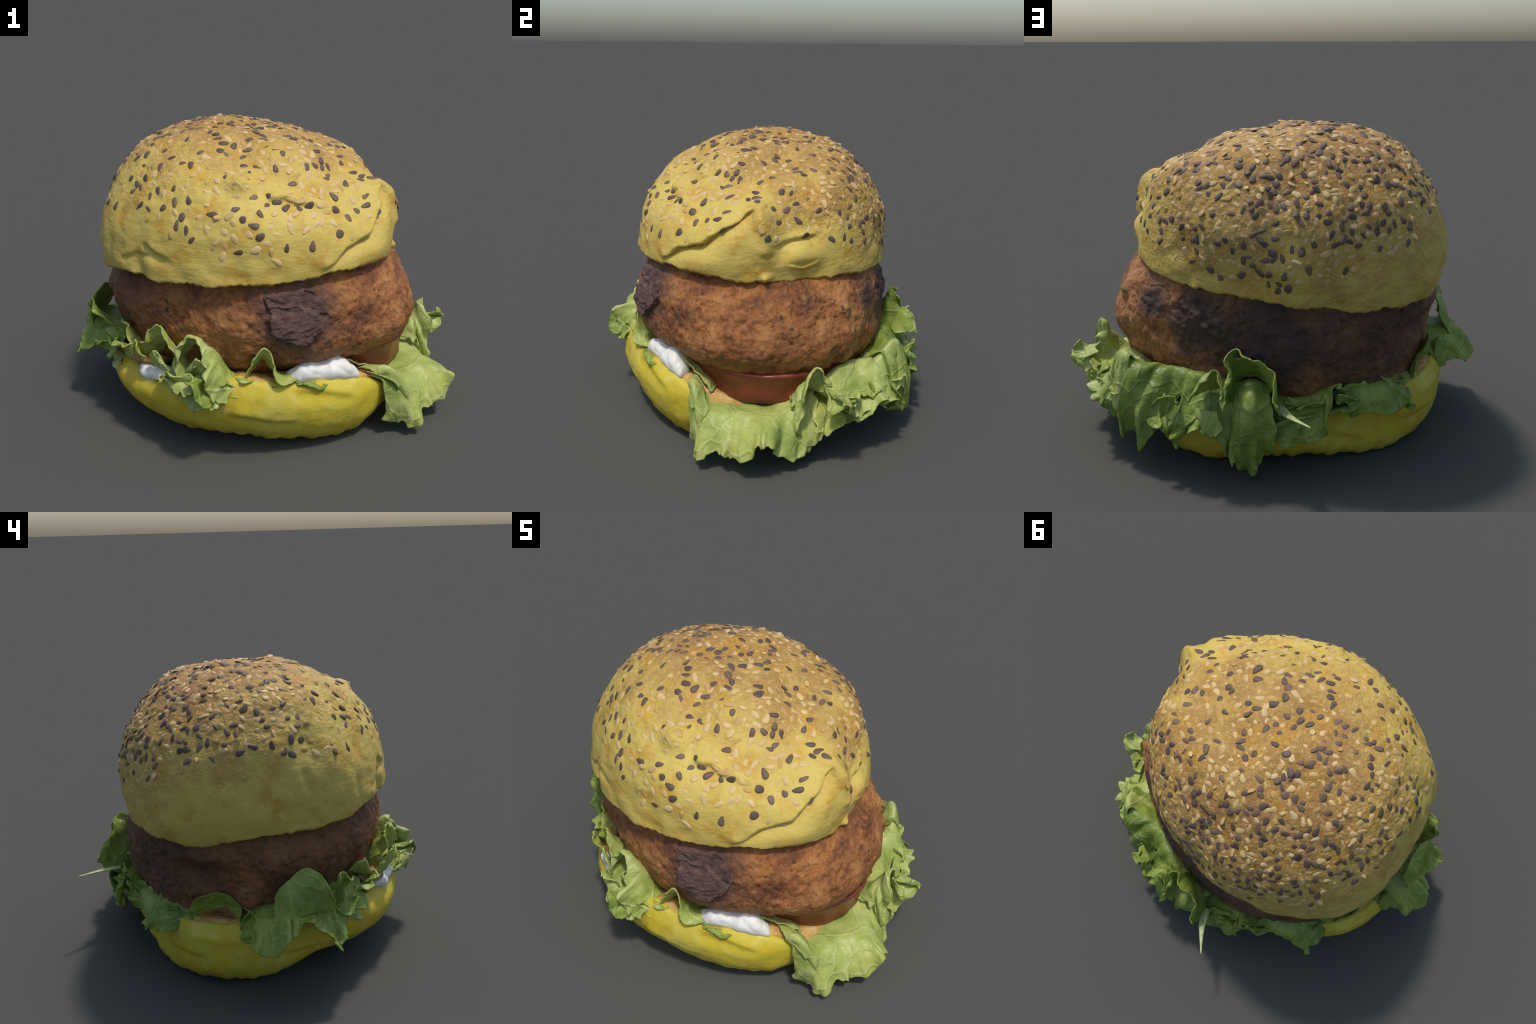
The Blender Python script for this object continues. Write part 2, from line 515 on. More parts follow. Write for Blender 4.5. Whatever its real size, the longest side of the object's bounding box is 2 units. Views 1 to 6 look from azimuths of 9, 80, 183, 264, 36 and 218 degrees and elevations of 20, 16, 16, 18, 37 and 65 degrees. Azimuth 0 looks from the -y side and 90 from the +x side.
def crown_point(az, ph, relief=True):
    """Points of the crown's skin for azimuth / elevation arrays (degrees)."""
    az, ph = np.broadcast_arrays(np.asarray(az, float), np.asarray(ph, float))
    G = np.concatenate([np.array(CROWN_PROFILE), np.full((16, 1), CROWN_APEX)], 1)
    wa = periodic_weights(np.radians(az).ravel(), 16)
    wp = profile_weights(np.radians(ph).ravel(), np.radians(CROWN_LEVELS))
    r = np.einsum("pn,nm,pm->p", wa, G, wp).reshape(az.shape)
    a, p = np.radians(az), np.radians(ph)
    D = np.stack([np.cos(p) * np.sin(a), -np.cos(p) * np.cos(a), np.sin(p)], -1)
    P = CROWN_C + r[..., None] * D
    if relief:
        P = P + (crown_relief(az, ph, P))[..., None] * D
        # the torn lip sags over the hollow below it
        dist, side, along = near_line(az, ph, TORN_FOLD)
        sag = fold(dist, side, np.exp(-(dist / 2.6) ** 2), .25 * np.exp(-(dist / .8) ** 2), .4) * smooth(0, .2, along) * smooth(1, .8, along)
        down = np.stack([np.sin(p) * np.sin(a), -np.sin(p) * np.cos(a), -np.cos(p)], -1)
        P = P + down * (.030 * sag * (1 + 1.3 * noise(P, 11, 13)))[..., None]
    return P


def crown_rim(az):
    a = np.radians(az)
    w = periodic_weights(a.ravel(), 16) @ np.array(CROWN_RIM)
    ring = np.stack([np.cos(a), np.sin(a), 0 * a], -1)
    w = w + 1.1 * noise(ring, 5.0, 5) + 1.0 * noise(ring, 14.0, 6) + .8 * noise(ring, 40.0, 7)
    return w


NU, NV = 560, 170
az = np.linspace(0, 360, NU, endpoint=False)
rim = crown_rim(az)
s = np.linspace(0, 1, NV)
ph = rim[:, None] + (89.2 - rim[:, None]) * (s[None, :] ** 1.05)
skin = crown_point(az[:, None] + 0 * ph, ph)
# rounded lip and a nearly flat underside
edge = skin[:, 0]
inward = np.stack([-np.sin(np.radians(az)), np.cos(np.radians(az)), 0 * az], -1)
lip = []
for w, dz in ((.30, .055), (.20, .050), (.12, .032), (.06, .008), (.028, -.010), (.009, -.009)):
    lip.append(edge + inward * w + np.array([0, 0, dz]) + .01 * noise(edge + w, 9, 8)[:, None] * np.array([0, 0, 1]))
crown_grid = np.concatenate([np.stack(lip, 1), skin], 1)
V, F = closed_shell(crown_grid)
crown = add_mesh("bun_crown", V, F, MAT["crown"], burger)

# ------------------------------------------------------------------ sesame seeds
SEED_LIMIT = [(0, -2), (20, -3), (37, 0), (52, 5), (70, 9), (80, 4), (88, 7), (100, 2), (112, -2), (127, -5), (145, -9), (165, -13), (180, -15), (200, -12), (217, -4), (235, 2), (245, 7), (258, 11), (272, 12), (290, 8), (307, 10), (326, 9), (340, 4)]


def seed_mesh(name, mat, length, width, thick, point, bend, seed):
    """A flat drop: rounded at one end, pointed at the other, with a soft edge."""
    nu, nv = 14, 9
    V, F = [], []
    for i in range(nu):
        for j in range(nv):
            a = 2 * np.pi * i / nu
            t = np.pi * j / (nv - 1)
            x = -math.cos(t)
            w = math.sin(t) ** .85 * (1 - point * .5 * (x + 1) * .9)
            V.append((x * length / 2, math.cos(a) * w * width / 2 + bend * x * x, math.sin(a) * w * thick / 2))
    V = np.array(V)
    V += .0016 * noise(V, 60, seed)[:, None]
    F = grid_faces(nu, nv, True)
    me = bpy.data.meshes.new(name)
    me.from_pydata([tuple(v) for v in V], [], F)
    me.polygons.foreach_set("use_smooth", [True] * len(F))
    me.materials.append(mat)
    return me


SEEDS = {
    "black_sesame_seed": [seed_mesh("black_sesame_seed", MAT["black"], .041, .032, .010, .60, .001, 1),
                          seed_mesh("black_sesame_seed", MAT["black"], .040, .027, .010, .48, -.002, 2),
                          seed_mesh("black_sesame_seed", MAT["black"], .036, .031, .011, .45, .001, 3)],
    "white_sesame_seed": [seed_mesh("white_sesame_seed", MAT["white"], .041, .029, .010, .55, .001, 4),
                          seed_mesh("white_sesame_seed", MAT["white"], .037, .028, .010, .42, -.001, 5),
                          seed_mesh("white_sesame_seed", MAT["white"], .038, .031, .009, .52, .000, 6)]}


def seed_spots():
    """Dart throwing over the crown, denser on the far, well sown side."""
    spots, kept = [], np.zeros((0, 3))
    tries = 14000
    A = rng.uniform(0, 360, tries)
    S = np.degrees(np.arcsin(rng.uniform(math.sin(math.radians(-16)), 1, tries)))
    P = crown_point(A, S)
    e = .4
    N = np.cross(crown_point(A + e / np.maximum(np.cos(np.radians(S)), .05), S) - P, crown_point(A, np.minimum(S + e, 89.9)) - P)
    N /= np.linalg.norm(N, axis=1, keepdims=True)
    out = P - CROWN_C
    N *= np.sign((N * out).sum(1))[:, None]
    lim = ring_interp(A, SEED_LIMIT)
    back = np.clip((np.cos(np.radians(A - 215)) + .25) / 1.25, 0, 1) * smooth(80, 55, S)
    for k in range(tries):
        if S[k] < lim[k] + rng.uniform(0, 3):
            continue
        low = smooth(0, 14, S[k] - lim[k])
        gap = .052 - .020 * back[k] + .012 * (1 - low)
        gap *= rng.uniform(.62, 1.25)
        if len(kept) and np.min(((kept - P[k]) ** 2).sum(1)) < gap * gap:
            continue
        kept = np.concatenate([kept, P[k][None]])
        spots.append((P[k], N[k], A[k], S[k], low))
    return spots


def place(P, N, sink, tilt, big=1.0):
    t = Vector(N).orthogonal().normalized()
    M = Matrix.Rotation(random.uniform(0, 2 * math.pi), 3, Vector(N))
    t = M @ t
    n = Vector(N) + tilt * Vector((random.gauss(0, .5), random.gauss(0, .5), random.gauss(0, .5)))
    n.normalize()
    t = (t - n * t.dot(n)).normalized()
    b = n.cross(t)
    sc = random.uniform(.94, 1.30) * big
    R = Matrix((t, b, n)).transposed() @ Matrix.Diagonal((sc, sc * random.uniform(.88, 1.1), sc))
    return Matrix.Translation(Vector(P) + n * sink) @ R.to_4x4()


counts = {"black_sesame_seed": 0, "white_sesame_seed": 0}
extra = {k: [] for k in counts}
for P, N, a, s_, low in seed_spots():
    black = .36 + .08 * math.cos(math.radians(a - 225)) * (1 if s_ < 35 else 0)
    kind = "black_sesame_seed" if random.random() < black else "white_sesame_seed"
    me = random.choice(SEEDS[kind])
    tilt = .16 + .22 * max(0, math.cos(math.radians(a - 215)))
    big = 1.0 + .14 * max(0, math.cos(math.radians(a - 25)))
    M = place(P, N, random.uniform(-.0035, .002) if kind[0] == "b" else random.uniform(-.0055, -.0005), tilt, big)
    if counts[kind] < 300:
        o = bpy.data.objects.new(kind, me)
        bpy.context.scene.collection.objects.link(o)
        o.parent = crown
        o.matrix_local = M
        counts[kind] += 1
    else:
        extra[kind].append((me, M))
for kind, items in extra.items():
    if items:
        V, F = [], []
        for me, M in items:
            b = len(V)
            V += [M @ v.co for v in me.vertices]
            F += [tuple(b + i for i in p.vertices) for p in me.polygons]
        o = add_mesh(kind + "_scatter", V, F, items[0][0].materials[0], crown)
        o["kind"] = "stuff"
print("seeds", counts, {k: len(v) for k, v in extra.items()})

# ------------------------------------------------------------------ patty
PATTY_C = np.array([-.03, 0, .68])
PATTY_LEVELS = [-50, -30, -12, 0, 12, 25]
PATTY_PROFILE = [
    (.540, .670, .713, .704, .658, .630), (.520, .660, .752, .720, .684, .630),
    (.489, .664, .783, .745, .688, .627), (.524, .719, .833, .794, .705, .622),
    (.548, .718, .796, .764, .684, .619), (.564, .710, .757, .715, .656, .614),
    (.570, .685, .675, .652, .620, .608), (.580, .685, .640, .635, .602, .608),
    (.580, .680, .652, .624, .612, .628), (.600, .710, .688, .675, .669, .660),
    (.620, .750, .717, .719, .672, .634), (.630, .780, .746, .771, .689, .644),
    (.630, .790, .768, .776, .700, .639), (.620, .770, .768, .773, .690, .632),
    (.600, .730, .726, .736, .699, .659), (.570, .700, .697, .687, .652, .640)]


def shell_from_profile(C, levels, profile, nu, nv, relief):
    az = np.linspace(0, 360, nu, endpoint=False)
    ph = np.linspace(levels[0], levels[-1], nv)
    r = periodic_weights(np.radians(az), 16) @ np.array(profile) @ profile_weights(np.radians(ph), np.radians(levels)).T
    A, Pp = np.meshgrid(np.radians(az), np.radians(ph), indexing="ij")
    D = np.stack([np.cos(Pp) * np.sin(A), -np.cos(Pp) * np.cos(A), np.sin(Pp)], -1)
    P = C + r[..., None] * D
    return P + relief(np.degrees(A), np.degrees(Pp), P)[..., None] * D, az


def patty_relief(az, ph, P):
    d = .020 * noise(P, 6, 21) + .012 * fbm(P, 14, 2, 22) + .008 * fbm(P, 30, 2, 28) - .003
    d += .020 * np.exp(-(((az - 52) / 10) ** 2 + ((ph - 8) / 7) ** 2))
    d -= .050 * np.exp(-(((az - 246) / 10) ** 2 + ((ph + 8) / 5) ** 2))
    c = cellular(P, 15, 3)
    crumbs = smooth(.62, .25, c) * smooth(-.05, .25, noise(P, 4.0, 24))
    c2 = cellular(P, 28, 4)
    d += .007 * crumbs - .006 * smooth(.35, .1, c2) * smooth(0, .25, noise(P, 4, 29))
    d -= .006 * smooth(.05, 0, np.abs(noise(P * np.array([1, 1, 1.3]), 7, 30))) * smooth(-.1, .2, noise(P, 3, 31))
    # coarse crumbs and torn folds on the lower right and the right back
    rough = np.exp(-(((az - 112) / 28) ** 2 + ((ph + 12) / 16) ** 2))
    d += rough * (.03 * noise(P, 9, 25) + .02 * noise(P * np.array([1, 1, .5]), 20, 26))
    # crusted chunk at the lower right that merges with the tomato
    d += .040 * np.exp(-(((az - 93) / 9) ** 2 + ((ph + 18) / 6) ** 2)) * (1 + noise(P, 12, 27))
    d += .03 * np.exp(-(((az - 110) / 3) ** 2 + ((ph - 3) / 4) ** 2))
    return d


patty_grid, paz = shell_from_profile(PATTY_C, PATTY_LEVELS, PATTY_PROFILE, 720, 190, patty_relief)
V, F = closed_shell(patty_grid)
patty = add_mesh("patty", V, F, MAT["patty"], burger)


def inside_distance(x, y, poly):
    """Signed distance to a polygon outline, positive inside."""
    n = len(poly)
    best = np.full(x.shape, 1e9)
    odd = np.zeros(x.shape, bool)
    for k in range(n):
        (x0, y0), (x1, y1) = poly[k], poly[(k + 1) % n]
        dx, dy = x1 - x0, y1 - y0
        t = np.clip(((x - x0) * dx + (y - y0) * dy) / (dx * dx + dy * dy), 0, 1)
        best = np.minimum(best, np.hypot(x - x0 - t * dx, y - y0 - t * dy))
        if y0 != y1:
            odd ^= ((y0 > y) != (y1 > y)) & (x < (x1 - x0) * (y - y0) / (y1 - y0) + x0)
    return np.where(odd, best, -best)


def scab(outline, lift, seed):
    """A broken, angular crust that lies on the patty inside an (azimuth, elevation) outline."""
    o = np.array(outline, float)
    nu, nv = 110, 110
    A, Pp = np.meshgrid(np.linspace(o[:, 0].min() - 3, o[:, 0].max() + 3, nu), np.linspace(o[:, 1].min() - 3, o[:, 1].max() + 3, nv), indexing="ij")
    lev = (PATTY_LEVELS[0], PATTY_LEVELS[-1])
    i = np.mod(A / 360 * len(patty_grid), len(patty_grid))
    j = np.clip((Pp - lev[0]) / (lev[1] - lev[0]) * (patty_grid.shape[1] - 1), 0, patty_grid.shape[1] - 1.001)
    i0, j0 = np.floor(i).astype(int) % len(patty_grid), np.floor(j).astype(int)
    fi, fj = (i - np.floor(i))[..., None], (j - j0)[..., None]
    i1 = (i0 + 1) % len(patty_grid)
    Bq = (patty_grid[i0, j0] * (1 - fi) + patty_grid[i1, j0] * fi) * (1 - fj) + (patty_grid[i0, j0 + 1] * (1 - fi) + patty_grid[i1, j0 + 1] * fi) * fj
    D = Bq - PATTY_C
    D /= np.linalg.norm(D, axis=-1, keepdims=True)
    sd = inside_distance(A, Pp * 1.0, outline) + 1.6 * noise(Bq, 12, seed) + .9 * noise(Bq, 30, seed + 1)
    up = smooth(0, 1.3, sd)
    steps = np.floor(3 * (.5 + noise(Bq * np.array([1, 1, 2.0]), 9, seed + 2))) / 3
    low = smooth(9, -7, Pp)                       # its lower border stands off the meat
    hgt = -.02 + up * (.02 + lift * (.30 + .9 * low) * (1 + 1.2 * noise(Bq, 7, seed + 5)) + .016 * steps + .008 * noise(Bq * np.array([1, 1, 2.2]), 22, seed + 3) + .004 * noise(Bq, 50, seed + 4))
    Q = Bq + D * hgt[..., None]
    return add_mesh("charred_crust", Q.reshape(-1, 3), grid_faces(nu, nv, False), MAT["char"], patty)


scab([(10.5, 9), (18, 11), (28, 11.5), (31.5, 7), (34.5, 2), (32, -3), (28.5, -6), (25, -9), (19.5, -8), (14.5, -8), (12, -3.5), (11.5, 0), (12.8, 3), (10.5, 6)], .026, 31)

# ------------------------------------------------------------------ bun heel
HEEL_C = np.array([-.05, 0, .32])
HEEL_LEVELS = [-65, -45, -25, -5, 8, 20, 35]
HEEL_PROFILE = [
    (.197, .431, .676, .796, .739, .625, .533), (.194, .423, .714, .789, .712, .618, .535),
    (.193, .415, .760, .815, .696, .612, .536), (.196, .425, .719, .821, .699, .612, .538),
    (.201, .435, .650, .738, .692, .615, .539), (.204, .435, .653, .710, .683, .615, .542),
    (.204, .428, .700, .710, .674, .614, .543), (.206, .431, .685, .701, .668, .613, .545),
    (.208, .440, .638, .670, .667, .615, .545), (.206, .442, .645, .607, .634, .617, .544),
    (.199, .426, .705, .676, .646, .616, .542), (.193, .411, .745, .781, .702, .616, .539),
    (.192, .415, .726, .794, .710, .618, .537), (.164, .404, .644, .779, .694, .622, .536),
    (.167, .406, .657, .809, .670, .626, .534), (.198, .431, .678, .787, .727, .628, .533)]
HEEL_RIM = [4.6, 3.2, 0.6, -8, -10, -9, -7, -5.6, -4.4, -3.0, -2.2, .3, 0, .2, 1.0, 2.0]


def heel_grid():
    nu, nv = 480, 80
    az = np.linspace(0, 360, nu, endpoint=False)
    a = np.radians(az)
    ring = np.stack([np.cos(a), np.sin(a), 0 * a], -1)
    top = periodic_weights(a, 16) @ np.array(HEEL_RIM) + 1.2 * noise(ring, 5, 41) + .8 * noise(ring, 13, 42)
    top += 1.5 * np.exp(-(((az - 2 + 180) % 360 - 180) / 5) ** 2)
    s = np.linspace(0, 1, nv)
    ph = -65 + (top[:, None] + 65) * s[None, :]
    A = az[:, None] + 0 * ph
    r = np.einsum("pn,nm,pm->p", periodic_weights(np.radians(A).ravel(), 16), np.array(HEEL_PROFILE), profile_weights(np.radians(ph).ravel(), np.radians(HEEL_LEVELS))).reshape(A.shape)
    p, aa = np.radians(ph), np.radians(A)
    D = np.stack([np.cos(p) * np.sin(aa), -np.cos(p) * np.cos(aa), np.sin(p)], -1)
    P = HEEL_C + r[..., None] * D
    d = .014 * noise(P, 5, 43) + .005 * fbm(P, 14, 2, 44)
    # long horizontal creases of the pressed crust
    for pts, dep in (([(356, 0), (4, -6), (14, -9), (24, -9)], .024), ([(20, 2), (32, 0), (45, -4)], .018), ([(270, -8), (290, -10), (312, -12)], .02), ([(230, -12), (250, -10)], .014), ([(200, -14), (220, -18)], .012)):
        dist, side, along = near_line(A, ph, pts)
        d += fold(dist, side, dep * .55, -dep * .8, 1.0) * np.exp(-(dist / 3.0) ** 2) * smooth(0, .25, along) * smooth(1, .75, along)
    # chewed lower edge
    d += .022 * noise(ring, 16, 45)[:, None] * np.exp(-((ph + 27) / 9) ** 2)
    P = P + d[..., None] * D
    P[..., 2] = np.maximum(P[..., 2], .002 + .004 * (1 + noise(P, 20, 46)))
    rimline = P[:, -1]
    return P, az, rimline


hg, haz, hrim = heel_grid()
inward = np.stack([-np.sin(np.radians(haz)), np.cos(np.radians(haz)), 0 * haz], -1)
cap = np.stack([hrim + inward * w + np.array([0, 0, 1]) * dz for w, dz in ((.010, .010), (.022, .014), (.036, .010), (.055, -.004))], 1)
V, F = closed_shell(np.concatenate([hg, cap], 1))
heel = add_mesh("bun_heel", V, F, MAT["heel"], burger)
rows = []
for w in (.026, .036, .055, .09, .16, .26, .40):
    q = hrim + inward * w
    q[:, 2] = hrim[:, 2] * (1 - min(1, w / .3)) + .345 * min(1, w / .3) + (.017 if w < .1 else .006)
    q[:, 2] += .014 * noise(q, 18, 47) + .006 * noise(q, 50, 48) - (.02 if w < .03 else 0)
    rows.append(q)
Vc = np.stack(rows, 1)
Vf, Ff = closed_shell(Vc)
add_mesh("cut_face", Vf, Ff, MAT["crumb"], heel)

# ------------------------------------------------------------------ tomato slice
def tomato():
    nu = 200
    az = np.linspace(0, 360, nu, endpoint=False)
    prof = [(.00, .215), (.40, .205), (.555, .215), (.600, .235), (.612, .262), (.612, .300), (.622, .340), (.640, .372), (.648, .392), (.630, .402), (.58, .398), (.30, .395), (.0, .395)]
    P = np.array([[(r * math.sin(math.radians(a)), -r * math.cos(math.radians(a)), z) for r, z in prof[1:-1]] for a in az])
    P[..., 0] = P[..., 0] * .77 + .246
    P[..., 1] = P[..., 1] * .62 - .075
    P[..., 2] += .02 * P[..., 0] - .03 * P[..., 1]
    P += (.030 * noise(P, 6, 51) + .016 * noise(P, 15, 52))[..., None] * np.array([1, 1, .5])
    return closed_shell(P)


V, F = tomato()
tom = add_mesh("tomato_slice", V, F, MAT["tomato"], burger)
tm = tom.modifiers.new("Smooth", "SUBSURF")
tm.levels = tm.render_levels = 1

# ------------------------------------------------------------------ lettuce
def catmull(n_ctrl, n):
    """Open Catmull-Rom weights for n samples over n_ctrl points."""
    t = np.linspace(0, n_ctrl - 1, n)
    return open_weights(t, n_ctrl)


def open_weights(t, n_ctrl):
    i = np.clip(np.floor(t).astype(int), 0, n_ctrl - 2)
    f = t - i
    W = np.zeros((len(t), n_ctrl))
    r = np.arange(len(t))
    ws = (-.5 * f + f ** 2 - .5 * f ** 3, 1 - 2.5 * f ** 2 + 1.5 * f ** 3, .5 * f + 2 * f ** 2 - 1.5 * f ** 3, -.5 * f ** 2 + .5 * f ** 3)
    for k, w in zip((-1, 0, 1, 2), ws):
        j = i + k
        lo, hi = j < 0, j > n_ctrl - 1
        jj = np.clip(j, 0, n_ctrl - 1)
        np.add.at(W, (r, jj), np.where(lo | hi, 0, w))
        if lo.any():                                   # linear extension past the ends
            np.add.at(W, (r[lo], np.zeros(lo.sum(), int)), 2 * w[lo])
            np.add.at(W, (r[lo], np.ones(lo.sum(), int)), -w[lo])
        if hi.any():
            np.add.at(W, (r[hi], np.full(hi.sum(), n_ctrl - 1)), 2 * w[hi])
            np.add.at(W, (r[hi], np.full(hi.sum(), n_ctrl - 2)), -w[hi])
    return W


lettuce = empty("lettuce")
lettuce.parent = burger
leaf_no = [0]


def leaf(ribs, mat="green_leaf", ruffle=.035, freq=9.0, jag=.16, du=.0062, thick=.007, side_jag=.05, frill=.016, holes=1):
    """A frilly leaf lofted through ribs; each rib runs from the heart of the burger
    to the free edge as (azimuth, radius, height) points."""
    leaf_no[0] += 1
    sd = 60 + leaf_no[0] * 3.1
    C = np.array([[polar(*p) for p in rib] for rib in ribs])
    nr, nc, _ = C.shape
    span = np.linalg.norm(np.diff(C, axis=0), axis=-1).sum(0).max()
    depth = np.linalg.norm(np.diff(C, axis=1), axis=-1).sum(1).max()
    nu, nv = int(span / du) + 6, int(depth / du) + 6
    u = np.linspace(0, 1, nu)
    v = np.linspace(0, 1, nv)
    U, Vv = np.meshgrid(u, v, indexing="ij")
    edge_line = np.einsum("un,nc->uc", open_weights(u * (nr - 1), nr), C[:, -1])
    cut = jag * (.10 + 1.2 * noise(edge_line, 11, sd) + .45 * np.abs(noise(edge_line, 24, sd + 1)))
    vv = Vv * (1 - np.clip(cut, -.10, .45)[:, None] * .8)
    side = side_jag * noise(np.stack([vv * 7, U * 0, vv * 0 + sd], -1), 1.0, sd + 2)
    uu = np.clip(U + side * (2 * np.abs(U - .5)) ** 3, -.04, 1.04)
    WU = open_weights((uu * (nr - 1)).ravel(), nr)
    WV = open_weights((vv * (nc - 1)).ravel(), nc)
    P = np.einsum("pn,pm,nmc->pc", WU, WV, C).reshape(nu, nv, 3)
    T1 = np.gradient(P, axis=0)
    T2 = np.gradient(P, axis=1)
    N = np.cross(T1, T2)
    N /= np.linalg.norm(N, axis=-1, keepdims=True) + 1e-9
    arc = np.cumsum(np.concatenate([[0], np.linalg.norm(np.diff(edge_line, axis=0), axis=1)]))
    w = np.clip(vv, 0, 1) ** 2.0

    def curl(f, k, warp=0.0):
        q = np.stack([arc[:, None] * f + warp * vv, vv * .9, 0 * vv + sd + k], -1)
        return 2.1 * noise(q, 1.0, sd + k)

    # the free edge is longer than its base: it buckles in and out, sways sideways and curls
    T = T1 / (np.linalg.norm(T1, axis=-1, keepdims=True) + 1e-9)
    T2n = T2 / (np.linalg.norm(T2, axis=-1, keepdims=True) + 1e-9)
    f = freq * 2.0
    P = P + N * (ruffle * w * (1.15 * curl(f, 1, 1.5) + .5 * np.abs(w) * curl(2.2 * f, 2)))[..., None]
    P = P + T * (ruffle * .8 * w * curl(f, 3, 1.0))[..., None]
    P = P - T2n * (ruffle * .7 * w ** 2 * np.abs(curl(f, 4)))[..., None]
    # crisp short frill on the last part
    hem = smooth(.55, 1.0, vv) ** 1.4
    P = P + N * (frill * hem * 1.7 * curl(12, 5, .6))[..., None] + T * (frill * hem * 1.2 * curl(11, 6))[..., None] + T2n * (frill * hem * .8 * curl(9, 7))[..., None]
    P = P + N * (.012 * noise(P, 9, sd + 5) + .006 * noise(P, 22, sd + 6))[..., None]
    P[..., 2] = np.maximum(P[..., 2], .006)
    gone = ((noise(P, 13, sd + 8) > .45) & (vv > .45)).reshape(-1) if holes else np.zeros(nu * nv, bool)
    keep = [f for f in grid_faces(nu, nv, False) if not gone[list(f)].all()]
    o = add_mesh("lettuce_leaf", P.reshape(-1, 3), keep, MAT[mat], lettuce)
    m = o.modifiers.new("Thickness", "SOLIDIFY")
    m.thickness = thick
    m.offset = 0
    return o


# broad pale leaf that droops to the table at the right front
leaf([
    [(49, .62, .27), (50, .72, .31), (52, .80, .30), (53, .815, .17), (53, .79, .055)],
    [(54, .60, .24), (55, .70, .285), (56.5, .82, .27), (57, .86, .16), (57, .86, .05)],
    [(59, .60, .22), (59.5, .70, .25), (60.5, .83, .255), (61.5, .91, .16), (62, .965, .055)],
    [(65, .60, .21), (66, .69, .235), (66.5, .82, .25), (67, .90, .18), (67, .935, .10)],
    [(72, .60, .21), (72, .69, .23), (72, .83, .245), (72.5, .93, .165), (73, .98, .075)],
    [(78, .60, .21), (78, .69, .235), (78, .84, .25), (77.5, .96, .23), (77, 1.03, .185)],
    [(84, .60, .22), (84, .69, .25), (84, .82, .25), (84, .89, .18), (83.5, .93, .09)],
    [(91, .62, .25), (91, .70, .29), (91, .79, .25), (91, .85, .16), (92, .875, .055)],
    [(97, .64, .28), (97, .72, .33), (97, .79, .28), (97, .84, .21), (98, .87, .13)],
], "pale_leaf", ruffle=.020, freq=5.5, jag=.18, frill=.014, holes=0)
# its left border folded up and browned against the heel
leaf([
    [(49, .68, .34), (50, .74, .350), (51, .79, .33)],
    [(52.5, .72, .35), (53, .79, .362), (53.5, .825, .30)],
    [(56, .76, .34), (55.5, .825, .352), (55, .845, .27)],
    [(58.5, .80, .30), (57.5, .855, .28), (56.5, .86, .20)],
    [(61, .83, .26), (59.5, .88, .20), (58.5, .875, .13)],
], "pale_leaf", ruffle=.008, freq=6, jag=.10)
# ruffled right side: it leans on the patty, sinks outward in a hollow and ends in a curled hem
leaf([
    [(87, .66, .27), (88, .71, .29), (88, .76, .28), (89, .80, .27), (89, .83, .24), (90, .87, .18)],
    [(92, .64, .28), (92.5, .71, .33), (93, .76, .38), (94.5, .80, .43), (95, .825, .455), (95.5, .84, .44)],
    [(97, .64, .29), (97, .70, .32), (97, .75, .33), (98, .80, .33), (99, .84, .32), (99, .87, .27)],
    [(101, .64, .30), (101, .70, .34), (101, .76, .32), (102, .82, .30), (102, .88, .31), (102.5, .93, .29)],
    [(106, .62, .33), (106, .69, .37), (107, .74, .33), (107, .79, .28), (107, .84, .26), (108, .885, .22)],
    [(112, .60, .36), (112, .68, .40), (113, .73, .36), (114, .78, .30), (115, .83, .27), (116, .89, .22)],
    [(119, .58, .36), (119, .67, .40), (120, .73, .39), (121, .785, .39), (121, .84, .30), (121, .905, .24)],
    [(126, .57, .34), (126, .66, .38), (127, .74, .43), (128, .80, .49), (129, .84, .34), (129, .89, .22)],
    [(133, .56, .34), (133, .65, .39), (133, .73, .44), (134, .795, .485), (136, .84, .32), (137, .865, .18)],
], "pale_leaf", ruffle=.038, freq=5.0, jag=.15, frill=.026)
leaf([
    [(93, .70, .29), (94, .80, .25), (95, .88, .15)],
    [(99, .70, .29), (99, .80, .25), (99, .88, .16)],
    [(105, .68, .29), (105, .79, .26), (105, .88, .18)],
    [(111, .68, .29), (111, .79, .26), (110, .89, .17)],
    [(117, .68, .30), (117, .79, .30), (116, .89, .22)],
    [(122, .66, .30), (122, .78, .30), (121, .91, .24)],
    [(127, .66, .32), (127, .78, .28), (126, .86, .16)],
], "pale_leaf", ruffle=.034, freq=6, jag=.24, frill=.024)
# torn bits curling at the outer right
leaf([
    [(99, .84, .37), (99.5, .90, .37), (100, .94, .40)],
    [(101.5, .86, .37), (102, .93, .35), (102, .975, .36)],
    [(104, .84, .36), (104.5, .91, .33), (105, .95, .29)],
], "pale_leaf", ruffle=.02, freq=10, jag=.3)
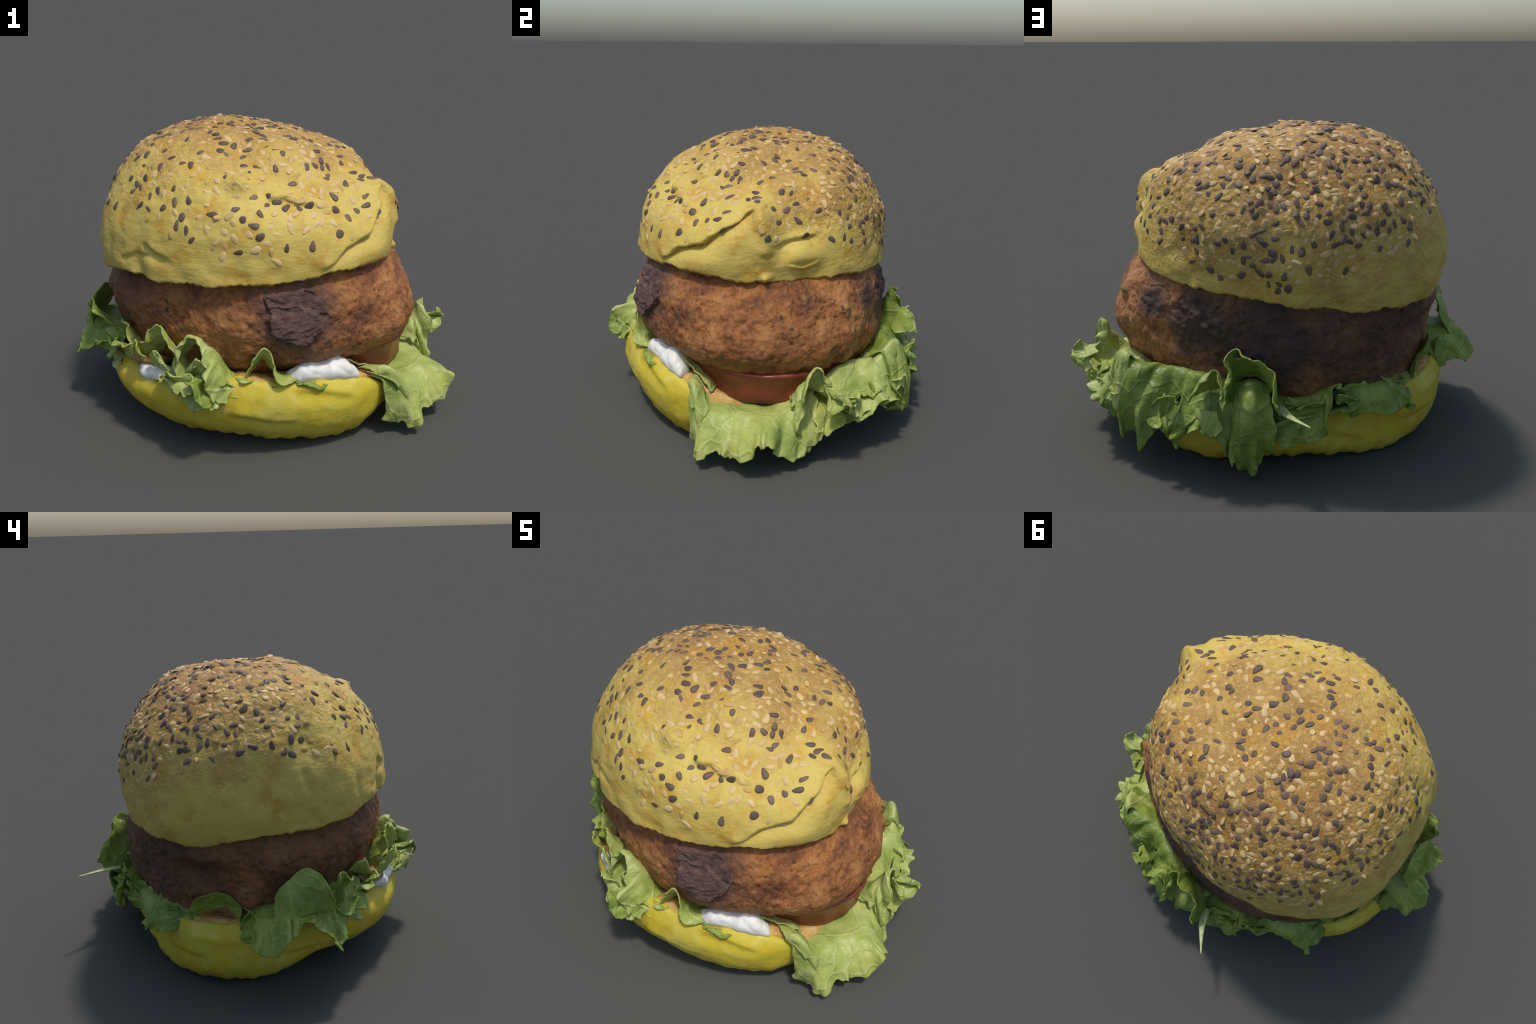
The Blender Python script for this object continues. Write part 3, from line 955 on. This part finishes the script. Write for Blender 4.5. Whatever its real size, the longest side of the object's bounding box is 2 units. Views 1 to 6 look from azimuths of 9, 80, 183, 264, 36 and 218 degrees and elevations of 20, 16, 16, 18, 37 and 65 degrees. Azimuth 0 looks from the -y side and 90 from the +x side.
# big back leaf with lobes that hang over the heel
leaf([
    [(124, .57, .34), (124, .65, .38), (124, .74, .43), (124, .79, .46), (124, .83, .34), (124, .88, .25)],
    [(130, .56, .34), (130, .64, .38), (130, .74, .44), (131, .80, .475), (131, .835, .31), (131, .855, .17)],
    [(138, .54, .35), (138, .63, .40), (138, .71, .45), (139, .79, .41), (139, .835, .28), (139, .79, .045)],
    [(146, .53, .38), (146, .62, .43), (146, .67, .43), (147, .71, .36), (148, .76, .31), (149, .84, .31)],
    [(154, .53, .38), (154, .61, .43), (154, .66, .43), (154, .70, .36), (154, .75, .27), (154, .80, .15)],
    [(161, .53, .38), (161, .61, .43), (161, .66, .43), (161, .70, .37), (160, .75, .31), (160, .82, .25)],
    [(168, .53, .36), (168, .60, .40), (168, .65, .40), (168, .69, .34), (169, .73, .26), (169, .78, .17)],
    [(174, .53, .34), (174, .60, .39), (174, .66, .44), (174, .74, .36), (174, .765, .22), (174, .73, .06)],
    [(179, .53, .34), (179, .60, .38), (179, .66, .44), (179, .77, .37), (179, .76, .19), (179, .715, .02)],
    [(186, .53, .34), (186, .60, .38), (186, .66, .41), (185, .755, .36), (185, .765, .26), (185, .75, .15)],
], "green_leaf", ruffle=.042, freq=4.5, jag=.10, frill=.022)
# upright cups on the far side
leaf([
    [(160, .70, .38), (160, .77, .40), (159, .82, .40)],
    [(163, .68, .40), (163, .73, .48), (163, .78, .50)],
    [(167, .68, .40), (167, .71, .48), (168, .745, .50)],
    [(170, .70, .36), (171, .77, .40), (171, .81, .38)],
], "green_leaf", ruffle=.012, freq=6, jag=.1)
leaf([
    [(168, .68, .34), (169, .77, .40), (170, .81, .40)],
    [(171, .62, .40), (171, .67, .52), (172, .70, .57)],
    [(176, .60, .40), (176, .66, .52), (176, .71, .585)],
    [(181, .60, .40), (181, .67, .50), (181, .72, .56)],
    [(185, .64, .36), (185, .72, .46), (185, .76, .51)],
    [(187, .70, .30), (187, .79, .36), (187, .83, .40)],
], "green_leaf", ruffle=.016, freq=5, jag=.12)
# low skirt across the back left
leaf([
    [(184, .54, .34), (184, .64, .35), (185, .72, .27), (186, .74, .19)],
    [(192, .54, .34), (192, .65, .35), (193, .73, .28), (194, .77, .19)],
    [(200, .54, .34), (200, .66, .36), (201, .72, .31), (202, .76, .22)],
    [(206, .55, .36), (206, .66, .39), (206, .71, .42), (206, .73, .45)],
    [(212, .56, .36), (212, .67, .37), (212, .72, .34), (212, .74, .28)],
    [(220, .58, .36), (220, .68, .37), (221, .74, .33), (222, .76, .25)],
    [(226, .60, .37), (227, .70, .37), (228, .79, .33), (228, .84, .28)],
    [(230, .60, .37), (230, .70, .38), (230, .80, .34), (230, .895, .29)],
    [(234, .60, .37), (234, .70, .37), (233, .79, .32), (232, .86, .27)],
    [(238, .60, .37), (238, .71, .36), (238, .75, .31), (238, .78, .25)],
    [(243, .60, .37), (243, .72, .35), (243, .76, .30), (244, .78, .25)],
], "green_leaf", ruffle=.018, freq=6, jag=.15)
# round upright petals on the left
leaf([
    [(243, .70, .28), (243, .75, .31), (243.5, .775, .355)],
    [(246, .70, .30), (246, .755, .40), (246, .785, .455)],
    [(251, .70, .30), (251, .76, .42), (251, .79, .49)],
    [(257, .70, .30), (257, .76, .41), (257.5, .79, .48)],
    [(261, .71, .28), (261, .77, .32), (261, .80, .38)],
], "green_leaf", ruffle=.010, freq=4, jag=.10, frill=.006, holes=0)
leaf([
    [(261, .72, .28), (261, .79, .30), (261, .83, .30)],
    [(264, .72, .30), (264, .79, .37), (264.5, .83, .43)],
    [(268, .72, .30), (268, .79, .34), (268, .83, .33)],
], "green_leaf", ruffle=.010, freq=5, jag=.10)
# leaf that reaches out over the heel on the left and droops in two tips
leaf([
    [(261, .66, .37), (261, .74, .36), (262, .80, .34), (263, .83, .29)],
    [(266, .66, .38), (266, .78, .40), (266, .89, .37), (266, .95, .29)],
    [(269, .66, .39), (269, .78, .41), (269, .91, .37), (269, .985, .27)],
    [(274, .66, .40), (274, .79, .43), (274, .92, .42), (274, 1.01, .33)],
    [(278, .66, .40), (278, .79, .43), (278, .90, .42), (278, .95, .39)],
    [(282, .66, .40), (282, .79, .43), (282, .91, .42), (281, .97, .385)],
    [(286, .66, .42), (286, .77, .42), (285, .89, .39), (285, 1.00, .29)],
    [(288.5, .66, .43), (288, .77, .42), (288, .89, .38), (288, 1.035, .27)],
    [(292, .66, .44), (292, .76, .46), (291.5, .83, .44), (291, .92, .31)],
    [(296, .66, .44), (296, .76, .46), (295.5, .83, .45), (294, .90, .32)],
    [(301, .66, .42), (301, .76, .45), (301, .82, .41), (301, .87, .33)],
    [(306, .66, .42), (306, .76, .46), (305, .82, .40), (304, .86, .32)],
], "green_leaf", ruffle=.022, freq=6, jag=.16)
# round flap standing on it
leaf([
    [(271, .90, .40), (271.5, .875, .44), (272, .84, .49)],
    [(275, .915, .41), (275, .885, .49), (275, .835, .545)],
    [(279, .915, .42), (279, .89, .52), (280, .835, .605)],
    [(283, .915, .43), (283, .895, .53), (283, .855, .615)],
    [(286, .915, .43), (286, .91, .51), (286, .90, .575)],
    [(288.5, .92, .42), (288.5, .925, .45), (288.5, .93, .49)],
], "green_leaf", ruffle=.008, freq=4, jag=.10, frill=.006, holes=0)
leaf([
    [(287, .84, .45), (288, .88, .50), (289, .92, .55)],
    [(291, .83, .47), (291, .88, .54), (291.5, .925, .585)],
    [(294.5, .82, .46), (294.5, .87, .52), (295, .915, .555)],
    [(299, .79, .44), (299, .82, .48), (299, .85, .49)],
], "green_leaf", ruffle=.012, freq=7, jag=.2)
# ruffles along the left front
leaf([
    [(300, .66, .42), (302, .74, .48), (304, .79, .54)],
    [(306, .66, .42), (307, .74, .48), (309, .80, .54)],
    [(311, .66, .40), (312, .74, .43), (313, .80, .45)],
    [(316, .66, .38), (316, .73, .38), (317, .79, .38)],
], "pale_leaf", ruffle=.018, freq=9, jag=.2)
leaf([
    [(315, .66, .36), (315, .74, .36), (314, .80, .39)],
    [(319, .66, .38), (320, .74, .43), (320, .81, .50)],
    [(325, .64, .42), (326, .72, .52), (327, .79, .60)],
    [(331, .64, .42), (331, .72, .53), (332, .79, .60)],
    [(335, .64, .40), (335, .73, .46), (336, .80, .49)],
    [(338, .64, .38), (338, .74, .38), (338, .81, .38)],
], "pale_leaf", ruffle=.020, freq=7, jag=.14)
leaf([
    [(328, .64, .38), (329, .76, .37), (330, .84, .37)],
    [(334, .64, .38), (335, .77, .38), (337, .86, .36)],
    [(341, .64, .38), (341, .77, .38), (341, .87, .35)],
    [(347, .64, .38), (347, .77, .40), (347, .88, .40)],
], "pale_leaf", ruffle=.025, freq=9, jag=.2)
leaf([
    [(333, .62, .40), (334, .71, .46), (336, .78, .49), (337, .82, .50)],
    [(339, .62, .42), (340, .69, .53), (341, .73, .59), (342, .77, .59)],
    [(345, .62, .42), (346, .69, .53), (347, .74, .55), (348, .79, .49)],
    [(350, .62, .40), (350, .69, .50), (351, .77, .50), (350, .87, .43)],
    [(354, .62, .38), (354, .69, .42), (354, .78, .40), (352, .86, .33)],
    [(359, .62, .37), (358, .70, .38), (357, .77, .37), (355, .82, .31)],
], "pale_leaf", ruffle=.028, freq=9, jag=.18)
leaf([
    [(338, .66, .38), (339, .76, .37), (340, .84, .33)],
    [(343, .66, .38), (344, .78, .36), (345, .87, .29)],
    [(349, .66, .38), (350, .78, .36), (350, .87, .28)],
    [(355, .66, .37), (355, .76, .35), (354, .82, .29)],
], "pale_leaf", ruffle=.025, freq=9, jag=.22)
leaf([
    [(343, .70, .42), (344, .80, .41), (344, .87, .42)],
    [(347, .70, .42), (347, .81, .41), (347, .91, .43)],
    [(350, .70, .40), (350, .81, .37), (349.5, .925, .36)],
    [(353, .70, .38), (352, .80, .34), (351, .88, .31)],
], "green_leaf", ruffle=.018, freq=10, jag=.2)
# single sprout beside the mayonnaise
leaf([
    [(0, .62, .36), (0, .69, .375), (0, .735, .385)],
    [(4, .62, .40), (4, .69, .46), (4, .735, .50)],
    [(7.5, .62, .42), (7.5, .69, .50), (8, .73, .56)],
    [(11, .62, .40), (11, .70, .44), (11, .755, .48)],
    [(14, .62, .38), (14, .71, .41), (14, .775, .405)],
    [(19, .62, .37), (19, .68, .39), (19, .735, .385)],
], "pale_leaf", ruffle=.010, freq=6, jag=.05, frill=.008, holes=0)
# pale tattered bits poking out between mayonnaise and tomato
leaf([
    [(22, .54, .38), (22, .59, .43), (22, .63, .46)],
    [(30, .54, .38), (30, .59, .43), (30, .63, .46)],
    [(38, .54, .36), (38, .60, .41), (38, .65, .45)],
    [(46, .54, .34), (46, .62, .37), (46, .69, .40)],
    [(52, .54, .30), (52, .63, .33), (53, .72, .35)],
    [(58, .54, .28), (58, .64, .30), (58, .73, .31)],
], "pale_leaf", ruffle=.012, freq=8, jag=.15, frill=.010, holes=0)
# curled shreds tucked into the frilly zones
def shred(az0, r0, z0, out, up, wide, twist, mat):
    """A small curled piece of leaf edge: base point, reach outward, rise, width and twist."""
    ribs = []
    for t in np.linspace(-1, 1, 5):
        a = az0 + np.degrees(t * wide / r0)
        lift = 1 - .55 * t * t
        ribs.append([(a, r0, z0), (a + twist * .3, r0 + out * .45, z0 + up * .45 * lift), (a + twist, r0 + out * lift, z0 + up * lift)])
    leaf(ribs, mat, ruffle=.016, freq=9, jag=.28, frill=.016, du=.006)


for az0, r0, z0, out, up, wide, twist, mat in (
        (304, .78, .40, .07, .05, .05, 3, "pale_leaf"), (318, .78, .40, .05, .13, .045, 3, "pale_leaf"), (331, .77, .40, .05, .12, .05, -3, "pale_leaf"),
        (341, .75, .36, .06, .02, .05, 4, "pale_leaf"), (348, .74, .36, .06, -.05, .05, 3, "pale_leaf"), (353, .73, .37, .07, .04, .045, -3, "pale_leaf"),
        (358, .70, .38, .05, .04, .045, 3, "pale_leaf"),
        (306, .76, .36, .06, .10, .05, 4, "green_leaf"), (313, .77, .35, .05, .12, .04, -3, "pale_leaf"), (333, .78, .36, .06, .08, .05, 4, "pale_leaf"),
        (337, .76, .36, .06, -.04, .05, -3, "pale_leaf"), (343, .74, .40, .05, .12, .045, 3, "pale_leaf"), (345, .76, .36, .05, .06, .05, -4, "pale_leaf"),
        (351, .76, .36, .04, -.06, .045, 3, "pale_leaf"), (355, .74, .37, .05, .05, .045, -3, "pale_leaf"), (296, .80, .38, .08, .06, .05, 3, "green_leaf"),
        (297, .84, .42, .07, -.06, .05, -3, "green_leaf"), (300, .78, .34, .07, -.08, .05, 3, "pale_leaf"), (103, .82, .30, .07, .03, .04, 4, "pale_leaf"),
        (109, .80, .32, .09, -.08, .05, -3, "pale_leaf"), (116, .80, .30, .08, .00, .05, 3, "pale_leaf"), (121, .80, .34, .09, -.10, .05, -3, "green_leaf"),
        (127, .80, .32, .07, .00, .05, 3, "pale_leaf"), (142, .76, .34, .06, -.10, .05, -3, "green_leaf"), (150, .76, .34, .06, .06, .05, 4, "green_leaf"),
        (157, .76, .30, .06, -.09, .045, -3, "green_leaf"), (164, .76, .34, .05, -.10, .05, 3, "green_leaf"), (196, .69, .32, .05, .06, .05, 4, "green_leaf"),
        (213, .7, .32, .05, .06, .05, -4, "green_leaf"), (223, .71, .30, .05, -.05, .05, 4, "green_leaf"), (237, .71, .30, .04, .08, .05, -3, "green_leaf"),
        (265, .78, .29, .04, -.06, .04, 3, "green_leaf"), (280, .84, .40, .06, -.05, .05, -3, "green_leaf")):
    shred(az0, r0, z0, out, up, wide, twist, mat)

# inner layer that closes the gap below the patty, from the back round the left to the front
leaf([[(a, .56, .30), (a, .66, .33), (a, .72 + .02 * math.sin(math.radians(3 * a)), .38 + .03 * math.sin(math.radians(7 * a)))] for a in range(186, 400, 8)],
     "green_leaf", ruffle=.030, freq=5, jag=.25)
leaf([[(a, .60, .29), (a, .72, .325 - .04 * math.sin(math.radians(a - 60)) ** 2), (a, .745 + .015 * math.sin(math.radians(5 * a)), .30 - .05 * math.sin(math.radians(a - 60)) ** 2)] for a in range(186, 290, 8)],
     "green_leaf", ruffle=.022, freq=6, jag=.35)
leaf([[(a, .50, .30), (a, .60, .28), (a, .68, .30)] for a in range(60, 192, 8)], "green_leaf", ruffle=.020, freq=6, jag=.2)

# tapered leaf rib sticking out at the back
stem_path = [np.array(p) for p in ((-.085, .70, .350), (-.12, .775, .355), (-.16, .83, .360), (-.223, .907, .371))]
V, F = [], []
for k, p in enumerate(stem_path):
    w, h = ((.030, .010), (.022, .008), (.010, .006), (.004, .003))[k]
    dirv = stem_path[min(k + 1, 3)] - stem_path[max(k - 1, 0)]
    dirv /= np.linalg.norm(dirv)
    sidev = np.cross(dirv, [0, 0, 1])
    upv = np.cross(sidev, dirv)
    V.append([p + sidev * w * math.cos(t) + upv * h * math.sin(t) for t in np.linspace(0, 2 * math.pi, 10, endpoint=False)])
Vs, Fs = closed_shell(np.array(V).transpose(1, 0, 2))
st = add_mesh("leaf_rib", Vs, Fs, MAT["stem"], lettuce)
sm = st.modifiers.new("Smooth", "SUBSURF")
sm.levels = sm.render_levels = 2

# ------------------------------------------------------------------ mayonnaise and onion
def dollop(name, spine, mat, seed, squash=1.0):
    """A lumpy bead of sauce along (azimuth, radius, height, width, tallness) stations."""
    S = np.array(spine, float)
    n, m = 90, 40
    W = catmull(len(S), n)
    Q = W @ S
    C = polar(Q[:, 0], Q[:, 1], Q[:, 2])
    a = np.linspace(0, 2 * np.pi, m, endpoint=False)
    out = np.stack([np.sin(np.radians(Q[:, 0])), -np.cos(np.radians(Q[:, 0])), 0 * Q[:, 0]], -1)
    taper = np.sin(np.pi * np.clip(np.linspace(.03, .97, n), 0, 1)) ** .35
    P = C[None] + (np.cos(a)[:, None] * Q[:, 3] * taper)[..., None] * out[None] + (np.sin(a)[:, None] * Q[:, 4] * taper)[..., None] * np.array([0, 0, 1])
    d = P - C[None]
    d /= np.linalg.norm(d, axis=-1, keepdims=True)
    P = P + d * (.024 * noise(P, 10, seed) + .016 * np.abs(noise(P, 19, seed + 1)) + .002 * noise(P, 40, seed + 2))[..., None]
    V, F = closed_shell(P)
    return add_mesh(name, V, F, MAT[mat], burger)


dollop("mayonnaise", [(16, .66, .37, .05, .035), (20, .665, .385, .055, .050), (25, .665, .392, .055, .055), (31, .665, .380, .055, .052), (37, .675, .382, .06, .062), (41, .685, .372, .065, .060), (45, .70, .345, .06, .04)], "sauce", 71)
dollop("mayonnaise", [(316, .73, .365, .04, .024), (319, .75, .362, .05, .034), (323, .755, .358, .05, .036), (329, .755, .366, .05, .036), (336, .74, .375, .05, .03)], "sauce", 74)
dollop("onion_shred", [(309, .74, .415, .05, .020), (315, .755, .408, .05, .026), (321, .75, .405, .05, .024), (327, .73, .41, .05, .020)], "onion", 77)
